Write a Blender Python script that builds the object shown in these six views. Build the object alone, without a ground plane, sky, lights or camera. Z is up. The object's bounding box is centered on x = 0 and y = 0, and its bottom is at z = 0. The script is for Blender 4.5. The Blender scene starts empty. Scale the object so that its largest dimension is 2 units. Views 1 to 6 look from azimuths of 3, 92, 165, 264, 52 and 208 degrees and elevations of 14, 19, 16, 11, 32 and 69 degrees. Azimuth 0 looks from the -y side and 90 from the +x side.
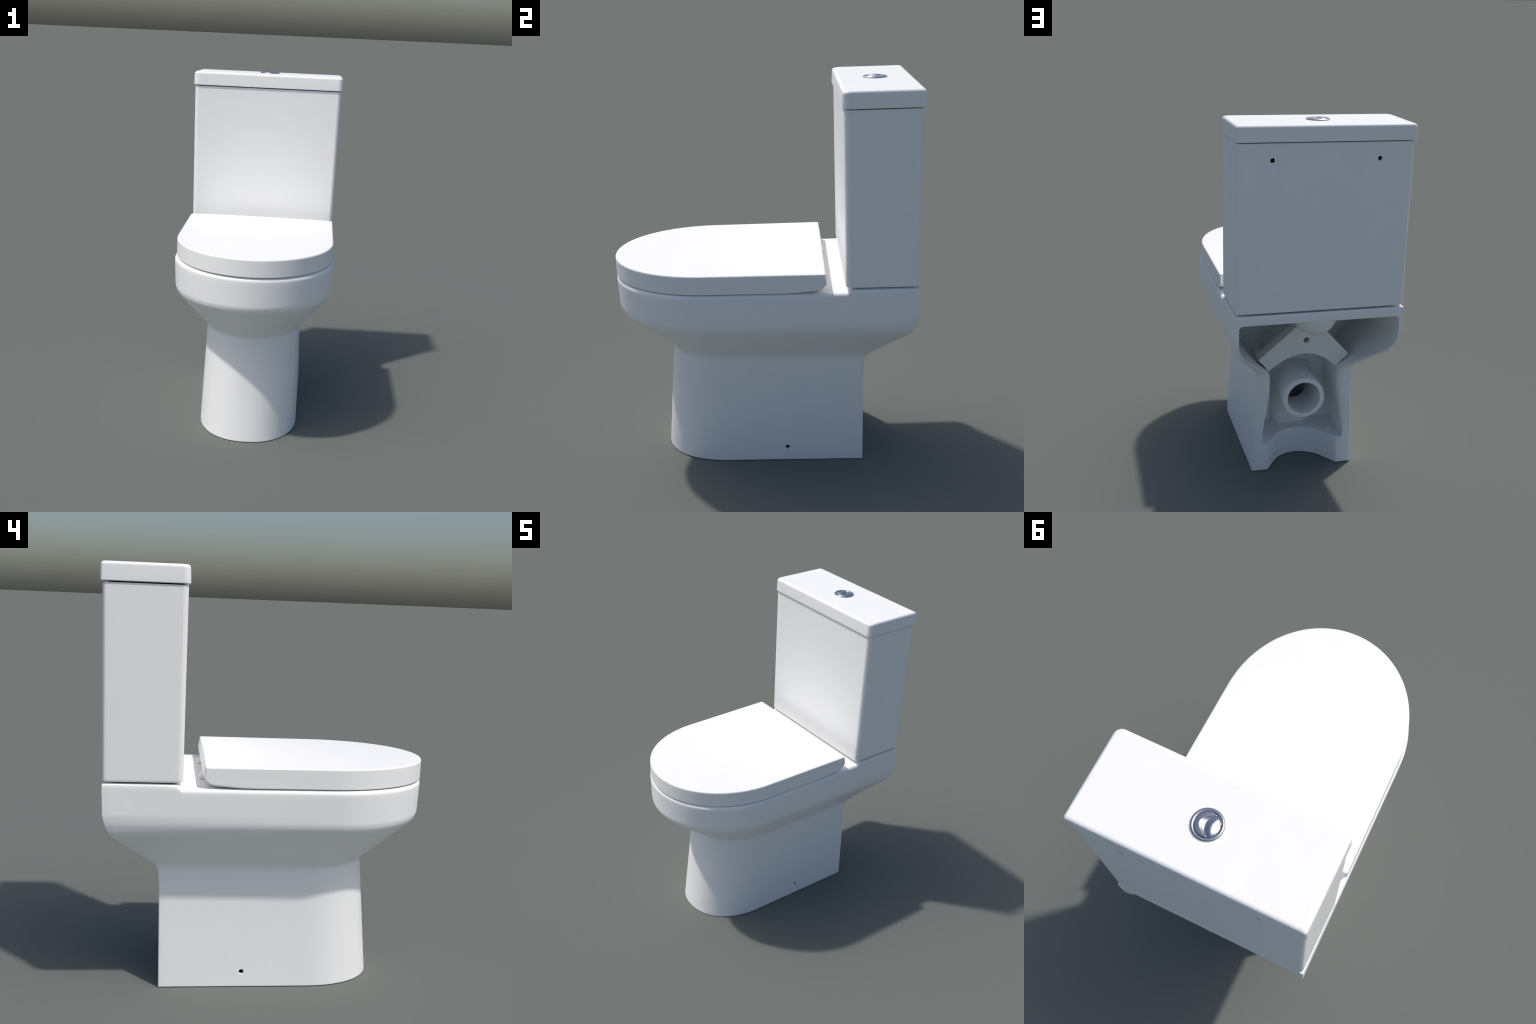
"""Close-coupled ceramic toilet: pan with hollow back, soft-edged cistern, slab seat lid,
chrome dual-flush button.  Metres, z up, front of the bowl towards -y."""
import bpy, bmesh, math
import numpy as np
from mathutils import Vector

# ------------------------------------------------------------------ materials
def principled(name, color, rough, metallic=0.0, specular=0.5, coat=0.0, edge=0.0, grain=0.0):
    m = bpy.data.materials.new(name)
    m.use_nodes = True
    nt = m.node_tree
    b = nt.nodes["Principled BSDF"]
    b.inputs["Metallic"].default_value = metallic
    b.inputs["Specular IOR Level"].default_value = specular
    b.inputs["Coat Weight"].default_value = coat
    tc = nt.nodes.new("ShaderNodeTexCoord")
    nz = nt.nodes.new("ShaderNodeTexNoise")
    nz.inputs["Scale"].default_value = 9.0
    nz.inputs["Detail"].default_value = 3.0
    nt.links.new(tc.outputs["Object"], nz.inputs["Vector"])
    rr = nt.nodes.new("ShaderNodeMapRange")            # faint unevenness of the glaze
    rr.inputs["To Min"].default_value = max(rough - grain, 0.0)
    rr.inputs["To Max"].default_value = rough + grain
    nt.links.new(nz.outputs["Fac"], rr.inputs["Value"])
    nt.links.new(rr.outputs["Result"], b.inputs["Roughness"])
    cr = nt.nodes.new("ShaderNodeValToRGB")
    c = np.array(color)
    cr.color_ramp.elements[0].position = 0.3
    cr.color_ramp.elements[1].position = 0.7
    cr.color_ramp.elements[0].color = (*(c * 0.992), 1)
    cr.color_ramp.elements[1].color = (*np.minimum(c * 1.008, 1), 1)
    nt.links.new(nz.outputs["Fac"], cr.inputs["Fac"])
    nt.links.new(cr.outputs["Color"], b.inputs["Base Color"])
    if edge > 0:
        bv = nt.nodes.new("ShaderNodeBevel")
        bv.samples = 8
        bv.inputs["Radius"].default_value = edge
        nt.links.new(bv.outputs["Normal"], b.inputs["Normal"])
    return m

CERAMIC = principled("white_glazed_ceramic", (0.97, 0.97, 0.965), 0.48, specular=0.22, grain=0.01)
CERAMIC_PAN = principled("white_glazed_ceramic_pan", (0.97, 0.97, 0.965), 0.48, specular=0.22, grain=0.01, edge=0.006)
PLASTIC = principled("white_seat_plastic", (0.97, 0.97, 0.965), 0.48, specular=0.22, grain=0.01)
CHROME = principled("polished_chrome", (0.70, 0.70, 0.71), 0.22, metallic=1.0, grain=0.01)
SHADOW_GAP = principled("near_black_seam", (0.03, 0.03, 0.03), 0.8)  # near-black, for the blocks set back inside the two cistern seams

# ------------------------------------------------------------------ helpers
def make_object(name, bm, mat, smooth_angle=35.0, parent=None, weighted=True):
    bmesh.ops.remove_doubles(bm, verts=bm.verts, dist=2e-5)
    bmesh.ops.recalc_face_normals(bm, faces=bm.faces)
    me = bpy.data.meshes.new(name)
    bm.to_mesh(me)
    bm.free()
    ob = bpy.data.objects.new(name, me)
    bpy.context.scene.collection.objects.link(ob)
    if mat:
        me.materials.append(mat)
    finish_shading(me, smooth_angle)
    if weighted:
        w = ob.modifiers.new("weighted", "WEIGHTED_NORMAL")
        w.keep_sharp = True
    if parent:
        ob.parent = parent
    return ob

def finish_shading(me, angle):
    me.shade_smooth()
    me.set_sharp_from_angle(angle=math.radians(angle))

def boolean(ob, cutter, op="DIFFERENCE"):
    md = ob.modifiers.new("cut", "BOOLEAN")
    md.object = cutter
    md.operation = op
    md.solver = "EXACT"
    dg = bpy.context.evaluated_depsgraph_get()
    me = bpy.data.meshes.new_from_object(ob.evaluated_get(dg))
    ob.modifiers.remove(md)
    old = ob.data
    ob.data = me
    me.name = old.name
    bpy.data.meshes.remove(old)
    bpy.data.objects.remove(cutter)

def half_outline(wr, wf, yb, yc, yf, rr, n=2.0, rf=None, nside=24, nfront=40, ncorner=6, extra_y=()):
    """Right half of a plan outline, rear to front.  Straight rear edge with corner radius rr,
    sides from half width wr (rear) to wf (at yc), then either a super-elliptic nose down to yf
    (rf None) or a straight front with corner radius rf."""
    pts = []
    for i in range(ncorner + 1):
        a = math.pi / 2 * (1 - i / ncorner)
        pts.append((wr - rr + rr * math.cos(a), yb - rr + rr * math.sin(a)))
    y0 = yb - rr
    if rf is None:
        ys = sorted(set(list(np.linspace(y0, yc, nside + 1)[1:]) + list(extra_y)), reverse=True)
        for y in ys:
            t = (y0 - y) / (y0 - yc)
            pts.append((wr + (wf - wr) * t, y))
        for i in range(1, nfront + 1):
            a = math.pi / 2 * i / nfront
            c, s = max(math.cos(a), 0.0), math.sin(a)
            pts.append((wf * c ** (2 / n), yc - (yc - yf) * s ** (2 / n)))
    else:
        y1 = yf + rf
        for y in np.linspace(y0, y1, nside + 1)[1:-1]:
            t = (y0 - y) / (y0 - y1)
            pts.append((wr + (wf - wr) * t, y))
        for i in range(ncorner + 1):
            a = math.pi / 2 * i / ncorner
            pts.append((wf - rf + rf * math.cos(a), y1 - rf * math.sin(a)))
    return pts

def loft(rings, cap_bottom=True, cap_top=True, bm=None):
    """rings: list of (half outline, z or list of z per point)."""
    bm = bm or bmesh.new()
    layers = []
    for pts, z in rings:
        zs = z if hasattr(z, "__len__") else [z] * len(pts)
        R = [bm.verts.new((x, y, q)) for (x, y), q in zip(pts, zs)]
        L = [bm.verts.new((-x, y, q)) for (x, y), q in zip(pts, zs)]
        layers.append((R, L))
    for (R0, L0), (R1, L1) in zip(layers[:-1], layers[1:]):
        a, b = R0 + L0[::-1], R1 + L1[::-1]
        k = len(a)
        for i in range(k):
            j = (i + 1) % k
            bm.faces.new((a[i], a[j], b[j], b[i]))
    for flag, (R, L) in ((cap_bottom, layers[0]), (cap_top, layers[-1])):
        if flag:
            for i in range(len(R) - 1):
                bm.faces.new((R[i], R[i + 1], L[i + 1], L[i]))
    bmesh.ops.remove_doubles(bm, verts=bm.verts, dist=2e-5)
    bad = [f for f in bm.faces if f.calc_area() < 1e-12]
    if bad:
        bmesh.ops.delete(bm, geom=bad, context="FACES")
    return bm

def revolve(profile, axis, origin, seg=64, bm=None, closed=False):
    """profile of (radius, height) about 'y' or 'z' through origin."""
    bm = bm or bmesh.new()
    rows = []
    for r, h in profile:
        row = []
        for i in range(seg):
            a = 2 * math.pi * i / seg
            u, v = r * math.cos(a), r * math.sin(a)
            p = (u, v, h) if axis == "z" else (u, h, v) if axis == "y" else (h, u, v)
            row.append(bm.verts.new(Vector(p) + Vector(origin)))
        rows.append(row)
    prs = list(zip(rows[:-1], rows[1:])) + ([(rows[-1], rows[0])] if closed else [])
    for a, b in prs:
        for i in range(seg):
            j = (i + 1) % seg
            bm.faces.new((a[i], a[j], b[j], b[i]))
    bmesh.ops.remove_doubles(bm, verts=bm.verts, dist=1e-6)
    return bm

def cylinder_cutter(center, axis, radius, length):
    h = length / 2
    bm = revolve([(0, -h), (radius, -h), (radius, h), (0, h)], axis, center, seg=32)
    return make_object("cutter", bm, None, weighted=False)

def smoothstep(t):
    t = np.clip(t, 0, 1)
    return t * t * (3 - 2 * t)

def profile(table, z, sigma=0.0):
    """Piecewise-linear profile rounded off by averaging over +-sigma."""
    zs, vs = np.array(table).T
    if sigma <= 0:
        return float(np.interp(z, zs, vs))
    k = np.linspace(-1.6, 1.6, 17)
    w = np.exp(-k * k)
    q = z + k * sigma
    v = np.interp(q, zs, vs)
    # linear extension below/above so that end values stay put
    v = np.where(q < zs[0], vs[0] + (vs[1] - vs[0]) / (zs[1] - zs[0]) * (q - zs[0]), v)
    v = np.where(q > zs[-1], vs[-1] + (vs[-1] - vs[-2]) / (zs[-1] - zs[-2]) * (q - zs[-1]), v)
    return float((v * w).sum() / w.sum())

# ------------------------------------------------------------------ top-level
toilet = bpy.data.objects.new("toilet", None)
toilet["label"] = "white ceramic close-coupled toilet with closed lid and chrome button"
toilet["category"] = "toilet"
bpy.context.scene.collection.objects.link(toilet)

# ------------------------------------------------------------------ pan body
RIM_Z, PLATFORM_Z, STEP_Y = 1.012, 1.0272, 0.423
# half width at the rear corner, half width where the nose starts, nose tip, rear face
W_REAR = [(0, .290), (.2, .283), (.4, .2755), (.585, .269), (.61, .277), (.70, .346), (.77, .409), (.80, .431), (.84, .444), (.88, .4505), (1.04, .4535)]
W_NOSE = [(0, .283), (.59, .260), (.605, .264), (.802, .419), (.826, .434), (.850, .4400), (1.04, .447)]
Y_NOSE = [(0, -.5590), (.598, -.500), (.802, -.741), (.826, -.764), (.850, -.772), (1.04, -.779)]
Y_REAR = [(0, .505), (.2, .507), (.5, .510), (.585, .517), (.607, .530), (.70, .640), (.77, .724), (.80, .743), (.84, .758), (.88, .767), (1.04, .771)]
Y_TURN = [(0, -.20), (.59, -.20), (.80, -.29), (1.04, -.30)]

def pan_params(z):
    return (profile(W_REAR, z, .009), profile(W_NOSE, z, .009), profile(Y_REAR, z, .009),
            profile(Y_TURN, z, .02), profile(Y_NOSE, z, .005), np.interp(z, [0, .55, .62], [2.2, 2.15, 1.98]))

STEP_ROWS = [STEP_Y + d for d in np.linspace(-.016, .016, 9)]
def pan_ring(z, inset=0.0):
    """Plan outline at height z; the rim edge is softer round the bowl than on the cistern platform."""
    wr, wn, yb, yc, yf, n = pan_params(z)
    def outline(d):
        return half_outline(wr - d, wn - d, yb - d, yc, yf + d, 0.005, n=n, nside=26, nfront=56, extra_y=STEP_ROWS)
    if inset == 0:
        return outline(0)
    out = []
    for (x0, y0), (x1, y1) in zip(outline(inset), outline(inset * .22)):
        k = float(smoothstep((y1 - STEP_Y) / .05 + .2))
        out.append((x0 + (x1 - x0) * k, y0 + (y1 - y0) * k))
    return out

def lifted(pts, z, z_lo=0.90):
    k = smoothstep((z - z_lo) / (RIM_Z - z_lo)) if z < RIM_Z else 1.0
    return [z + (PLATFORM_Z - RIM_Z) * k * float(smoothstep((y - STEP_Y + .013) / .026)) for x, y in pts]

rings = []
EDGE = 0.022
zs = sorted(set(list(np.arange(0, .55, .05)) + list(np.arange(.55, .64, .006)) + list(np.arange(.64, .74, .02))
                + list(np.arange(.74, .91, .006)) + list(np.arange(.91, RIM_Z - EDGE, .02))))
for z in zs:
    p = pan_ring(z)
    rings.append((p, lifted(p, z)))
for i in range(0, 9):
    a = math.pi / 2 * i / 8
    z = RIM_Z - EDGE + EDGE * math.sin(a)
    d = EDGE * (1 - math.cos(a))
    p = pan_ring(z, d)
    rings.append((p, lifted(p, z)))
pan = make_object("pan", loft(rings), CERAMIC_PAN, parent=toilet, weighted=False)

# rear cavity: outline in x-z, swept along y with a rolled edge at the rear face
CAVITY_FLOOR, CAVITY_TOP, CAVITY_FRONT, POCKET_FRONT = 0.160, 0.977, 0.215, 0.06
CAV_W = [(.16, .235), (.266, .221), (.36, .206), (.45, .194), (.53, .190), (.575, .194), (.60, .215), (.62, .241), (.66, .282),
         (.70, .318), (.78, .392), (.82, .416), (.85, .426), (.88, .428), (.977, .428)]
def cavity_cutter():
    prof = [(profile(CAV_W, z, .008), z) for z in np.linspace(CAVITY_FLOOR, .958, 60)]
    for i in range(1, 7):                       # rounded top corner
        a = math.pi / 2 * i / 6
        prof.append((.427 - .019 * (1 - math.cos(a)), .958 + .019 * math.sin(a)))
    half = prof
    loop = half + [(-x, z) for x, z in half[::-1]]
    k = len(loop)
    ctr_z = .6
    normals = []
    for i in range(k):
        (x0, z0), (x1, z1) = loop[i - 1], loop[(i + 1) % k]
        tx, tz = x1 - x0, z1 - z0
        l = math.hypot(tx, tz) or 1
        nx, nz = tz / l, -tx / l
        if nx * loop[i][0] + nz * (loop[i][1] - ctr_z) < 0:
            nx, nz = -nx, -nz
        normals.append((nx, nz))
    bm = bmesh.new()
    rows = []
    R = 0.034
    levels = [("front", 0.0)] + [("rel", R)] + [("rel", R * math.cos(math.pi / 2 * i / 8)) for i in range(1, 9)] + [("rel", -.12)]
    for kind, s in levels:
        row = []
        for (x, z), (nx, nz) in zip(loop, normals):
            yb = pan_params(z)[2]
            if kind == "front":
                y, f = CAVITY_FRONT + (POCKET_FRONT - CAVITY_FRONT) * float(smoothstep((z - .60) / .12)), 0.0
            else:
                y = yb - s
                f = R - math.sqrt(max(R * R - (R - max(s, 0.0)) ** 2, 0.0)) if s < R else 0.0
            side = abs(nx) * float(smoothstep((.79 - z) / .14)) * float(smoothstep((z - .17) / .1))
            f *= (.6 + .4 * float(smoothstep((z - .45) / .1))) * side
            row.append(bm.verts.new((x + nx * f, y, z)))
        rows.append(row)
    for a, b in zip(rows[:-1], rows[1:]):
        for i in range(k):
            j = (i + 1) % k
            bm.faces.new((a[i], a[j], b[j], b[i]))
    for row in (rows[0], rows[-1]):
        h = k // 2
        for i in range(h - 1):
            bm.faces.new((row[i], row[i + 1], row[k - 2 - i], row[k - 1 - i]))
    return make_object("cutter", bm, None, weighted=False)
boolean(pan, cavity_cutter())

# bell-shaped notch through the foot at the back
def notch_cutter():
    pts = []
    prof = [(-.1, .34), (0, .337), (.05, .345), (.10, .370), (.13, .398), (.16, .439), (.185, .476), (.203, .503), (.225, .512), (.3, .512)]
    for x in np.linspace(-.235, .235, 81):
        pts.append((x, profile(prof, abs(x) / .975, .009)))
    pts += [(.235, .7), (-.235, .7)]
    bm = bmesh.new()
    lo = [bm.verts.new((x, y, -.1)) for x, y in pts]
    hi = [bm.verts.new((x, y, .2)) for x, y in pts]
    bm.faces.new(lo); bm.faces.new(hi)
    for i in range(len(pts)):
        j = (i + 1) % len(pts)
        bm.faces.new((lo[i], lo[j], hi[j], hi[i]))
    return make_object("cutter", bm, None, weighted=False)
boolean(pan, notch_cutter())
boolean(pan, make_object("cutter", loft([(half_outline(w, w - .004, .185, None, .06, .02, rf=.03, nside=4), z)
        for z, w in ((.03, .272), (.14, .268), (.17, .25), (.55, .228))]), None, weighted=False))   # hollow pedestal
TRAP_TOP, TRAP_LOW, TRAP_R = Vector((0, .258, .430)), Vector((0, .11, .258)), .088
def trap_cutter():
    d = TRAP_LOW - TRAP_TOP
    bm = revolve([(0, 0), (TRAP_R, 0), (TRAP_R, d.length), (0, d.length)], "z", (0, 0, 0), 48)
    rot = Vector((0, 0, 1)).rotation_difference(d.normalized()).to_matrix().to_4x4()
    bmesh.ops.transform(bm, matrix=rot, verts=bm.verts)
    bmesh.ops.translate(bm, vec=TRAP_TOP, verts=bm.verts)
    return make_object("cutter", bm, None, weighted=False)
boolean(pan, trap_cutter())
boolean(pan, make_object("cutter", revolve([(0, .165), (.092, .165), (.092, .26), (0, .26)], "y", (0, 0, .4235), 48), None, weighted=False))
for sx in (-1, 1):                                   # floor fixing holes
    boolean(pan, cylinder_cutter((sx * .28, .105, .0743), "x", .0115, .12))
finish_shading(pan.data, 32)

# ------------------------------------------------------------------ waste outlet, boss and bracket in the cavity
def outlet():
    r0, r1, zc, y_end, y_trap = .119, .093, .4235, .507, .20
    e = .005
    prof = [(0, y_trap), (r0, y_trap), (r0, y_end - e), (r0 - e * .3, y_end - e * .3), (r0 - e, y_end), (0, y_end)]
    ob = make_object("waste_outlet", revolve(prof, "y", (0, 0, zc), 72), CERAMIC_PAN, parent=toilet, weighted=False)
    col = []
    for z, d in [(.150, 0), (.30, 0), (.46, 0)] + [(.535 - .04 + .04 * math.sin(a), .04 * (1 - math.cos(a))) for a in np.linspace(0.1, 1.5, 7)]:
        col.append((half_outline(.119 - d, .119 - d, .272 - d, None, .15, .065 - d * .5, rf=.01, nside=4, ncorner=12), z))
    boolean(ob, make_object("cutter", loft(col), None, weighted=False), "UNION")
    boolean(ob, make_object("cutter", revolve([(0, .165), (r1, .165), (r1, y_end + .05), (0, y_end + .05)], "y", (0, 0, zc), 64), None, weighted=False))
    boolean(ob, trap_cutter())
    finish_shading(ob.data, 35)
    return ob
outlet()

def boss():
    prof = []
    for i in range(0, 25):
        a = -math.pi / 2 + math.pi / 2 * i / 24
        prof.append((.121 * math.cos(a), .121 * math.sin(a)))
    prof += [(.121, .025), (0, .025)]
    prof = [(r, h) for r, h in prof]
    return make_object("flush_inlet_boss", revolve(prof, "z", (0, .6495, .985), 72), CERAMIC_PAN, parent=toilet)
boss()

def bracket():
    """Chevron-shaped plate carrying the cistern bolt, arched underneath."""
    out = [(.0, .935), (.07, .868), (.2555, .666), (.2565, .659), (.245, .643), (.226, .624), (.199, .583), (.193, .581)]
    arch = []
    for i in range(1, 13):
        t = i / 12
        x = .185 * (1 - t)
        arch.append((x, .686 - .103 * (x / .19) ** 2.0))
    right = out + arch
    loop = right + [(-x, z) for x, z in right[-2:0:-1]]
    face = lambda z: .4575 + .33 * (z - .58)
    bm = bmesh.new()
    cz, k = .72, .72                      # plate on a narrower stem that reaches the bowl
    rows = [[bm.verts.new((x, face(z), z)) for x, z in loop],
            [bm.verts.new((x, face(z) - .075, z)) for x, z in loop],
            [bm.verts.new((x * k, face(z) - .075, cz + (z - cz) * k)) for x, z in loop],
            [bm.verts.new((x * k, POCKET_FRONT - .02, cz + (z - cz) * k)) for x, z in loop]]
    bm.faces.new(rows[0]); bm.faces.new(rows[-1])
    for a, b in zip(rows[:-1], rows[1:]):
        for i in range(len(loop)):
            j = (i + 1) % len(loop)
            bm.faces.new((a[i], a[j], b[j], b[i]))
    ob = make_object("fixing_bracket", bm, CERAMIC_PAN, parent=toilet, weighted=False)
    boolean(ob, cylinder_cutter((0, .45, .777), "y", .0175, .30))
    finish_shading(ob.data, 30)
    return ob
bracket()

def bowl_shell():
    """Rounded back of the bowl, seen between the bracket and the pocket walls."""
    bm = bmesh.new()
    rows = []
    for z in np.linspace(.60, .99, 14):
        row = []
        hw = profile(CAV_W, z, .008) + .014
        for x in np.linspace(-hw, hw, 41):
            row.append(bm.verts.new((x, .238 - .9 * x * x - .03 * float(smoothstep((.76 - z) / .10))
                                    + .05 * float(smoothstep((.84 - z) / .12)) * float(smoothstep((abs(x) - .17) / .12)), z)))
        for x in (hw, -hw):
            row.append(bm.verts.new((x, -.05, z)))
        rows.append(row)
    k = len(rows[0])
    for a, b in zip(rows[:-1], rows[1:]):
        for i in range(k):
            j = (i + 1) % k
            bm.faces.new((a[i], a[j], b[j], b[i]))
    bm.faces.new(rows[0]); bm.faces.new(rows[-1])
    return make_object("bowl_shell", bm, CERAMIC_PAN, parent=toilet, weighted=False)
bowl_shell()

# ------------------------------------------------------------------ cistern
def box_rings(levels):
    """levels: (z, half width, y front, y rear, front corner radius, rear corner radius)"""
    return [(half_outline(w, w, yr, None, yf, rr, rf=rf, nside=6, ncorner=8), z) for z, w, yf, yr, rf, rr in levels]

def cistern():
    lv = []
    def at(z):
        t = (z - 1.04) / .86
        return .4460 + .0070 * t, .410 - .005 * t, .768 + .003 * t
    R = .010
    for i in range(6):
        a = math.pi / 2 * i / 5
        z = 1.0365 + R * (1 - math.cos(a))
        w, yf, yr = at(z)
        d = R * (1 - math.sin(a))
        lv.append((z, w - d, yf + d, yr - d, .026, .018))
    for z in np.linspace(1.06, 1.89, 9):
        w, yf, yr = at(z)
        lv.append((z, w, yf, yr, .026, .018))
    R = .005
    for i in range(1, 5):
        a = math.pi / 2 * i / 4
        z = 1.8945 + R * math.sin(a)
        w, yf, yr = at(z)
        d = R * (1 - math.cos(a))
        lv.append((z, w - d, yf + d, yr - d, .026, .018))
    ob = make_object("cistern", loft(box_rings(lv)), CERAMIC, parent=toilet)
    lv = [(z, .42, .435, .748, .02, .01) for z in (1.07, 1.86)]
    boolean(ob, make_object("cutter", loft(box_rings(lv)), None, weighted=False))     # hollow tank
    for sx in (-1, 1):
        boolean(ob, cylinder_cutter((sx * .2735, .75, 1.8165), "y", .0125, .10))
    finish_shading(ob.data, 35)
    return ob
cistern()

def dark_seam_block(z0, z1, inset):
    lv = [(z, .44 - inset, .41 + inset, .763 - inset, .02, .01) for z in (z0, z1)]
    return make_object("dark_seam_block", loft(box_rings(lv)), SHADOW_GAP, parent=toilet)
dark_seam_block(1.024, 1.044, .030)
dark_seam_block(1.895, 1.912, .018)

def cistern_lid():
    lv = []
    R = .004
    for i in range(4):
        a = math.pi / 2 * i / 3
        d = R * (1 - math.sin(a))
        lv.append((1.905 + R * (1 - math.cos(a)), .4605 - d, .396 + d, .7800 - d, .032, .012))
    lv.append((1.94, .4598, .3968, .7795, .032, .012))
    R = .016
    for i in range(0, 10):
        a = math.pi / 2 * i / 9
        d = R * (1 - math.cos(a))
        lv.append((1.9865 - R + R * math.sin(a), .4585 - d, .3980 + d, .7785 - d, .032, .012))
    return make_object("cistern_lid", loft(box_rings(lv)), CERAMIC, parent=toilet)
lid = cistern_lid()

# ------------------------------------------------------------------ flush button
BX, BY, BZ = 0.0, 0.588, 1.986
def flush_button():
    holder = []
    ring = []
    for i in range(25):                                 # rounded chrome collar
        a = math.pi * i / 24
        ring.append((.0535 + .0085 * math.cos(a), .0005 + .0075 * math.sin(a)))
    ring = [(.062, -.004)] + ring + [(.045, -.006)]
    collar = make_object("button_collar", revolve(ring, "z", (BX, BY, BZ), 96, closed=True), CHROME, parent=toilet)
    # two rocker pads: heights over the disc, split along an arc bulging to +x
    def valley_x(y):   # seam between the pads
        return .0080 - .0237 * (y / .042) ** 2
    def crest_x(y):    # crest of the large pad
        return .0285 - .0440 * (y / .042) ** 2
    def pad_h(x, y):
        v, c = valley_x(y), crest_x(y)
        fall = math.sqrt(max(1 - (x * x + y * y) / .0447 ** 2, 0))
        if x >= v:                                      # large pad: falls from the crest into the seam
            if x >= c:
                return .0075 + .003 * fall
            t = (x - v) / max(c - v, 1e-6)
            return .0035 + (.004 + .003 * fall) * t
        d = (v - x) / (.045 + .004)
        return .0035 + .0105 * math.sin(min(d, 1) * math.pi * .95) ** .8 * (.25 + .75 * fall)
    for name, sign in (("full_flush_pad", 1), ("half_flush_pad", -1)):
        bm = bmesh.new()
        nu, nv = 40, 48
        grid = []
        for j in range(nv + 1):
            y = -.0445 + .089 * j / nv
            hw = math.sqrt(max(.0447 ** 2 - y * y, 0))
            v = min(max(valley_x(y), -hw), hw)
            row = []
            for i in range(nu + 1):
                t = i / nu
                x = v + (hw - v) * t if sign > 0 else v - (hw + v) * t
                row.append(bm.verts.new((BX + x, BY + y, BZ + pad_h(x + (1e-7 * sign), y))))
            grid.append(row)
        for j in range(nv):
            for i in range(nu):
                bm.faces.new((grid[j][i], grid[j][i + 1], grid[j + 1][i + 1], grid[j + 1][i]))
        bnd = [e for e in bm.edges if e.is_boundary]
        ex = bmesh.ops.extrude_edge_only(bm, edges=bnd)
        for vtx in [g for g in ex["geom"] if isinstance(g, bmesh.types.BMVert)]:
            vtx.co.z = BZ - .004
        make_object(name, bm, CHROME, smooth_angle=40, parent=collar, weighted=False)
    return collar
flush_button()

# ------------------------------------------------------------------ seat lid and hinges
def seat_lid():
    ZB, ZT, YC, YF = 1.0160, 1.1125, -.27, -.7765
    CROWN = .008
    def ring(inset, yb, z, lift=0.0):
        pts = half_outline(.4445 - inset, .4375 - inset, yb, YC, YF + inset, .010, n=2.02, nside=30, nfront=64)
        zz = [z + lift * float(smoothstep((y - .10) / .22)) ** 1.2 for x, y in pts]
        return pts, zz
    rings = []
    # thin lower edge, rear end curling up
    for d, yb, z, lift in ((.006, .268, ZB, .012), (.002, .280, ZB + .0012, .013), (.0, .292, ZB + .004, .015),
                           (0, .303, ZB + .010, .016), (0, .311, ZB + .017, .016), (0, .317, ZB + .028, .012),
                           (0, .3195, ZB + .040, .006), (0, .3185, ZB + .055, 0), (0, .3145, ZB + .072, 0)):
        rings.append(ring(d, yb, z, lift))
    R = .009
    for i in range(0, 8):
        a = math.pi / 2 * i / 7
        d = R * (1 - math.cos(a))
        rings.append(ring(d, .3125 - d * .6, ZT - R + R * math.sin(a)))
    # crowned top: shrink the outline towards a centre line and lift it
    base, _ = ring(R, .3125 - R * .6, ZT)
    for k in np.linspace(.92, .04, 14):
        pts, zz = [], []
        for x, y in base:
            pts.append((x * k, y))
            u = max(0.0, 1 - k * k)
            edge = min(1.0, max(0.0, (y - YF) / .5)) ** .5 * min(1.0, max(0.0, (.31 - y) / .25 + .55))
            zz.append(ZT + CROWN * u * edge)
        rings.append((pts, zz))
    return make_object("seat_lid", loft(rings), PLASTIC, parent=toilet)
seat = seat_lid()

def hinges():
    me = None
    for sx in (-1, 1):
        if me is None:
            bm = bmesh.new()
            bmesh.ops.create_cube(bm, size=1)
            for v in bm.verts:
                v.co = Vector((v.co.x * .06, v.co.y * .060, v.co.z * .024))
            bmesh.ops.bevel(bm, geom=bm.edges[:], offset=.005, segments=3, affect="EDGES")
            ob = make_object("hinge", bm, PLASTIC, parent=seat)
            me = ob.data
        else:
            ob = ob.copy()
            bpy.context.scene.collection.objects.link(ob)
        ob.location = (sx * .20, .302, 1.0225)
hinges()
